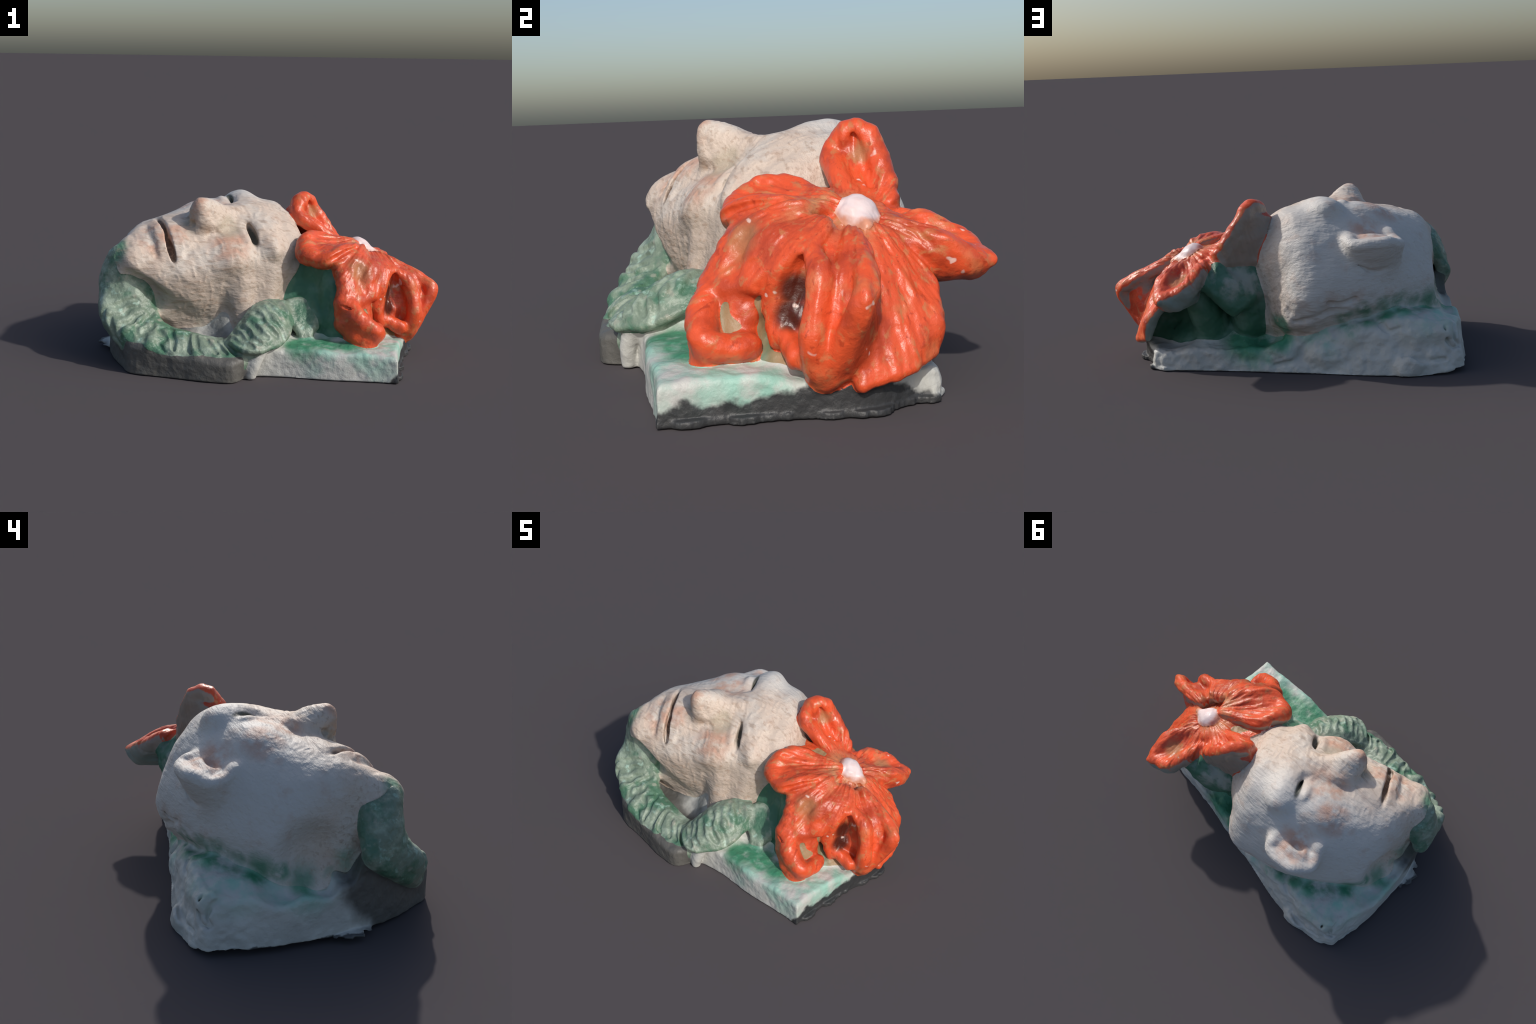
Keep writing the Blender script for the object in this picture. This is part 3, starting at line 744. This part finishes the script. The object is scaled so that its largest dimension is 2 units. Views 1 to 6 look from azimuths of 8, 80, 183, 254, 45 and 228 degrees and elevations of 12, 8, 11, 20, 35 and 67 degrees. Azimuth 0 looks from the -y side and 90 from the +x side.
    def side(s, normal, d, soft):
        """soft half-space in object coordinates"""
        v = s.nt.nodes.new("ShaderNodeVectorMath"); v.operation = "DOT_PRODUCT"
        s.nt.links.new(s.warp, v.inputs[0]); v.inputs[1].default_value = normal
        return s.ramp(v.outputs["Value"], d - soft, d + soft)

    def mix(s, fac, color, amount=1.0):
        if amount != 1.0: fac = s.math("MULTIPLY", fac, amount)
        n = s.nt.nodes.new("ShaderNodeMix"); n.data_type = "RGBA"
        s.nt.links.new(fac, n.inputs[0]); s.nt.links.new(s.col, n.inputs[6])
        n.inputs[7].default_value = (*color, 1)
        s.col = n.outputs[2]

    def bump(s, h, strength, dist=0.004):
        n = s.nt.nodes.new("ShaderNodeBump")
        n.inputs["Strength"].default_value = strength; n.inputs["Distance"].default_value = dist
        s.nt.links.new(h, n.inputs["Height"])
        prev = s.b.inputs["Normal"]
        if prev.links: s.nt.links.new(prev.links[0].from_socket, n.inputs["Normal"])
        s.nt.links.new(n.outputs[0], s.b.inputs["Normal"])

    def done(s):
        s.nt.links.new(s.col, s.b.inputs["Base Color"])
        return s.m

CONTACT = [(-0.32, 0.53, 0.27), (-0.42, 0.52, 0.30), (-0.52, 0.48, 0.32), (-0.62, 0.43, 0.33), (-0.70, 0.36, 0.32), (-0.77, 0.27, 0.31), (-0.81, 0.18, 0.30),
           (-0.85, 0.08, 0.29), (-0.87, -0.02, 0.31), (-0.88, -0.12, 0.36), (-0.89, -0.22, 0.42), (-0.86, -0.28, 0.50)]
CONTACT = [(c, 0.09 + 0.02 * math.sin(3 * i), 0.75) for i, c in enumerate(CONTACT)]
EYE = (0.75, 2.6, 1.3)
LIP = (0.9, 4.5, 2.2)
GREEN = (0.02, 0.22, 0.105)
MINT = (0.28, 0.50, 0.38)
ORANGE = (0.78, 0.105, 0.025)
CREAM = (0.62, 0.55, 0.47)

def skin_mat():
    p = Paint("painted_skin", (0.61, 0.50, 0.415), 0.55)
    p.mix(p.ramp(p.noise(6, 5), 0.45, 0.62), (0.64, 0.59, 0.53), 0.6)
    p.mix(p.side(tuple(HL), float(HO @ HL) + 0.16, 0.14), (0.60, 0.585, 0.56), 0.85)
    p.mix(p.ramp(p.noise(11, 6), 0.52, 0.70), (0.50, 0.34, 0.26), 0.35)
    pink = p.spots([(tuple(hp(-0.25, 0.16, 0.0)), 0.15), (tuple(hp(0.12, 0.16, -0.02)), 0.15), (tuple(hp(-0.05, 0.26, 0.16)), 0.09),
                    (tuple(hp(-0.08, 0.53, -0.02)), 0.15), (tuple(hp(-0.10, 0.42, 0.0)), 0.10), (tuple(hp(0.25, 0.22, -0.10)), 0.14), (tuple(hp(0.4, 0.1, -0.26)), 0.15)])
    p.mix(p.math("MULTIPLY", pink, p.ramp(p.noise(14, 5), 0.36, 0.62)), (0.52, 0.26, 0.17), 0.7)
    # bare tan clay low on the left cheek, olive wash beside the nose
    p.mix(p.spots([(tuple(hp(-0.05, 0.31, 0.09)), 0.07), (tuple(hp(-0.12, 0.27, 0.05)), 0.05)]), (0.38, 0.28, 0.21), 0.7)  # nose underside and nostril shading, put in as brown spots
    bare = p.side(tuple(-0.7 * HL - 0.7 * HN), float(-0.7 * HO @ HL - 0.7 * HO @ HN) + 0.29, 0.035)
    p.mix(p.math("MULTIPLY", bare, p.side((0, -1, 0), 0.05, 0.05)), (0.44, 0.355, 0.29), 0.75)
    p.mix(p.spots([(tuple(hp(-0.14, 0.13, 0.03)), 0.10), (tuple(hp(-0.05, 0.31, 0.03)), 0.08)]), (0.36, 0.31, 0.22), 0.55)
    grn = p.spots(CONTACT + [((-0.82, -0.37, 0.63), 0.12), ((0.05, 0.47, 0.24), 0.10), ((-0.3, -0.38, 0.20), 0.12), ((-0.62, -0.40, 0.33), 0.12)])
    p.mix(p.math("MULTIPLY", grn, p.ramp(p.noise(9, 4), 0.25, 0.48)), (0.045, 0.22, 0.125), 0.85)
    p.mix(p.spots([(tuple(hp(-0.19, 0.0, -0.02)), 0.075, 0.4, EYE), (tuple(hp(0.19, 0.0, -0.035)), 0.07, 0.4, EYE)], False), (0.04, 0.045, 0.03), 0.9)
    p.mix(p.spots([(tuple(hp(-0.16, 0.474, -0.04)), 0.12, 0.3, LIP), (tuple(hp(0.0, 0.472, -0.02)), 0.10, 0.3, LIP)], False), (0.07, 0.035, 0.02), 0.9)  # shadow of the overhanging upper lip, painted into the slit
    rot = (0.1, 0.45, -0.5)
    st = p.noise(48, 4, stretch=(rot, (0.25, 1.0, 1.0)))
    p.mix(p.math("MULTIPLY", p.ramp(st, 0.52, 0.68), p.side(tuple(-HL), -float(HO @ HL) - 0.12, 0.12)), (0.36, 0.25, 0.18), 0.55)
    p.bump(st, 0.6, 0.012)
    p.bump(p.noise(25, 4), 0.3, 0.012)
    return p.done()

def slab_mat():
    p = Paint("pale_plaster", (0.50, 0.50, 0.47), 0.5)
    p.mix(p.ramp(p.noise(5, 5), 0.4, 0.65), (0.60, 0.60, 0.56), 0.8)
    mint = p.spots([((0.62, -0.36, 0.15), 0.26), ((0.35, -0.40, 0.15), 0.22), ((-0.70, 0.35, 0.32), 0.30), ((-0.84, 0.1, 0.3), 0.22),
                    ((0.72, -0.2, 0.14), 0.2), ((-0.2, 0.52, 0.26), 0.2), ((0.1, 0.42, 0.16), 0.2)])
    p.mix(p.math("MULTIPLY", mint, p.ramp(p.noise(8, 5), 0.36, 0.6)), (0.24, 0.50, 0.40), 0.85)
    grn = p.spots(CONTACT + [((0.25, -0.42, 0.15), 0.15), ((0.36, -0.38, 0.15), 0.14), ((0.50, -0.36, 0.14), 0.13), ((0.20, 0.36, 0.16), 0.22), ((0.05, 0.44, 0.18), 0.12)])
    p.mix(p.math("MULTIPLY", grn, p.ramp(p.noise(9, 4), 0.25, 0.48)), GREEN, 0.9)
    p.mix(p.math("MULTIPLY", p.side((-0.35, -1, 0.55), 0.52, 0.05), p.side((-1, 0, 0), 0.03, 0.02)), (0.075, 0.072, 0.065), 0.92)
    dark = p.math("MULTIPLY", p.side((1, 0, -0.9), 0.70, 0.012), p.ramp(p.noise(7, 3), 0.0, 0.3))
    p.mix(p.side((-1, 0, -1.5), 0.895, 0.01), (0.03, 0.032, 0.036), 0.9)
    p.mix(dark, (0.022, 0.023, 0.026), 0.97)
    p.bump(p.noise(30, 5), 0.5, 0.012)
    return p.done()

def leaf_mat():
    p = Paint("green_glaze", (0.19, 0.25, 0.19), 0.4)
    p.mix(p.ramp(p.noise(12, 5), 0.46, 0.66), (0.36, 0.44, 0.35), 0.8)
    p.mix(p.ramp(p.noise(7, 5), 0.46, 0.62), (0.035, 0.15, 0.085), 0.75)
    p.mix(p.ramp(p.noise(20, 5), 0.58, 0.74), (0.42, 0.62, 0.53), 0.6)
    p.mix(p.ramp(p.noise(16, 4), 0.60, 0.72), (0.42, 0.40, 0.33), 0.5)
    p.bump(p.noise(30, 5), 0.6, 0.014)
    return p.done()

def calyx_mat():
    p = Paint("dark_green_glaze", (0.045, 0.15, 0.09), 0.5)
    p.mix(p.ramp(p.noise(7, 4), 0.45, 0.65), (0.13, 0.24, 0.18), 0.7)
    p.mix(p.math("MULTIPLY", p.spots([((0.28, 0.42, 0.50), 0.16), ((0.20, 0.36, 0.44), 0.12)]), p.ramp(p.noise(11, 4), 0.4, 0.6)), (0.40, 0.40, 0.36), 0.7)
    p.mix(p.spots([((0.60, -0.2, 0.28), 0.14), ((0.72, -0.05, 0.2), 0.16), ((0.30, 0.15, 0.62), 0.16), ((0.55, 0.18, 0.58), 0.16)]), (0.36, 0.22, 0.11), 0.9)
    p.mix(p.spots([((0.64, -0.05, 0.38), 0.12, 0.4), ((0.64, -0.06, 0.30), 0.12, 0.4)], False), (0.05, 0.014, 0.008), 0.95)  # calyx darkened where it shows through the opening: painted shadow
    p.bump(p.noise(25, 4), 0.4, 0.012)
    return p.done()

def petal_mat():
    p = Paint("orange_glaze", (0.72, 0.092, 0.028), 0.36)
    p.mix(p.ramp(p.noise(6, 6), 0.45, 0.62), (0.44, 0.055, 0.02), 0.8)
    p.mix(p.ramp(p.noise(10, 6), 0.53, 0.72), (0.62, 0.20, 0.08), 0.55)
    heart = p.spot((0.53, 0.14, 0.60), 0.24, 0.8)
    p.mix(p.math("MULTIPLY", heart, p.ramp(p.noise(18, 5), 0.38, 0.62)), (0.55, 0.30, 0.14), 0.75)
    ray = p.rays((0.50, 0.18, 0.53), 9.0)
    p.mix(p.ramp(ray, 0.54, 0.70), (0.50, 0.20, 0.08), 0.7)
    p.mix(p.ramp(p.rays((0.50, 0.18, 0.53), 14.0), 0.58, 0.72), (0.40, 0.045, 0.015), 0.7)
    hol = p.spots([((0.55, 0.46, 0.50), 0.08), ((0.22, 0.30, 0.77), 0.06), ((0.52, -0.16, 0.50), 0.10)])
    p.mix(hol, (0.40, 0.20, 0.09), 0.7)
    p.mix(p.spots([((0.66, -0.05, 0.38), 0.085, 0.5), ((0.67, -0.06, 0.30), 0.085, 0.5)], False), (0.05, 0.012, 0.008), 0.95)  # shade deep in the rolled petal's opening, painted near-black
    p.mix(p.ramp(p.noise(13, 2), 0.70, 0.74), (0.80, 0.62, 0.55), 0.7)
    # unpainted backs of the petals
    g = p.nt.nodes.new("ShaderNodeNewGeometry")
    v = p.nt.nodes.new("ShaderNodeVectorMath"); v.operation = "DOT_PRODUCT"
    p.nt.links.new(g.outputs["Normal"], v.inputs[0]); v.inputs[1].default_value = (-0.60, 0.68, -0.42)
    k = p.math("ADD", v.outputs["Value"], p.math("MULTIPLY", p.noise(9, 4), 0.5))
    p.mix(p.ramp(k, 0.66, 0.84), (0.30, 0.27, 0.22), 0.9)
    p.mix(p.math("MULTIPLY", p.ramp(k, 0.75, 0.95), p.side((0, 0, -1), -0.48, 0.06)), (0.22, 0.30, 0.27), 0.8)
    p.bump(p.noise(22, 5), 0.5, 0.012)
    return p.done()

def heart_mat():
    p = Paint("pale_pink_glaze", (0.80, 0.66, 0.65), 0.4)
    p.mix(p.ramp(p.noise(20, 4), 0.5, 0.7), (0.78, 0.55, 0.52), 0.5)
    edge = p.spot((0.535, 0.19, 0.615), 0.085, 0.35)
    p.mix(p.math("SUBTRACT", 1.0, edge), (0.66, 0.26, 0.14), 0.9)
    p.bump(p.noise(30, 4), 0.3, 0.01)
    return p.done()

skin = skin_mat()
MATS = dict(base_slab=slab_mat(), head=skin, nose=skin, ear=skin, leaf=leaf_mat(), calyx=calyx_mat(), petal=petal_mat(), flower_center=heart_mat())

# ------------------------------------------------------------------ objects
def empty(name, parent=None):
    o = bpy.data.objects.new(name, None); bpy.context.scene.collection.objects.link(o)
    o.parent = parent
    return o

root = empty("head_and_flower_sculpture")
root["label"] = "painted clay head lying on slab with orange flower"
root["category"] = "sculpture"
flower = empty("flower", root)
made = {}
for i, f in enumerate(PARTS):
    q = Q[label == i]
    if not len(q): continue
    used, inv = np.unique(q, return_inverse=True)
    q = inv.reshape(-1, 4)
    me = bpy.data.meshes.new(f.name)
    me.vertices.add(len(used)); me.vertices.foreach_set("co", V[used].astype(np.float32).ravel())
    me.loops.add(q.size); me.loops.foreach_set("vertex_index", q.ravel().astype(np.int32))
    me.polygons.add(len(q)); me.polygons.foreach_set("loop_start", (np.arange(len(q)) * 4).astype(np.int32))
    me.update(calc_edges=True)
    me.polygons.foreach_set("use_smooth", np.ones(len(q), bool))
    me.normals_split_custom_set_from_vertices(N[used].tolist())
    me.materials.append(MATS[f.name])
    o = bpy.data.objects.new(f.name, me)
    bpy.context.scene.collection.objects.link(o)
    made.setdefault(f.name, o)
    if f.name in ("petal", "calyx", "flower_center"): o.parent = flower
    elif f.name in ("nose", "ear"): o.parent = made["head"]
    else: o.parent = root
print("verts", len(V))
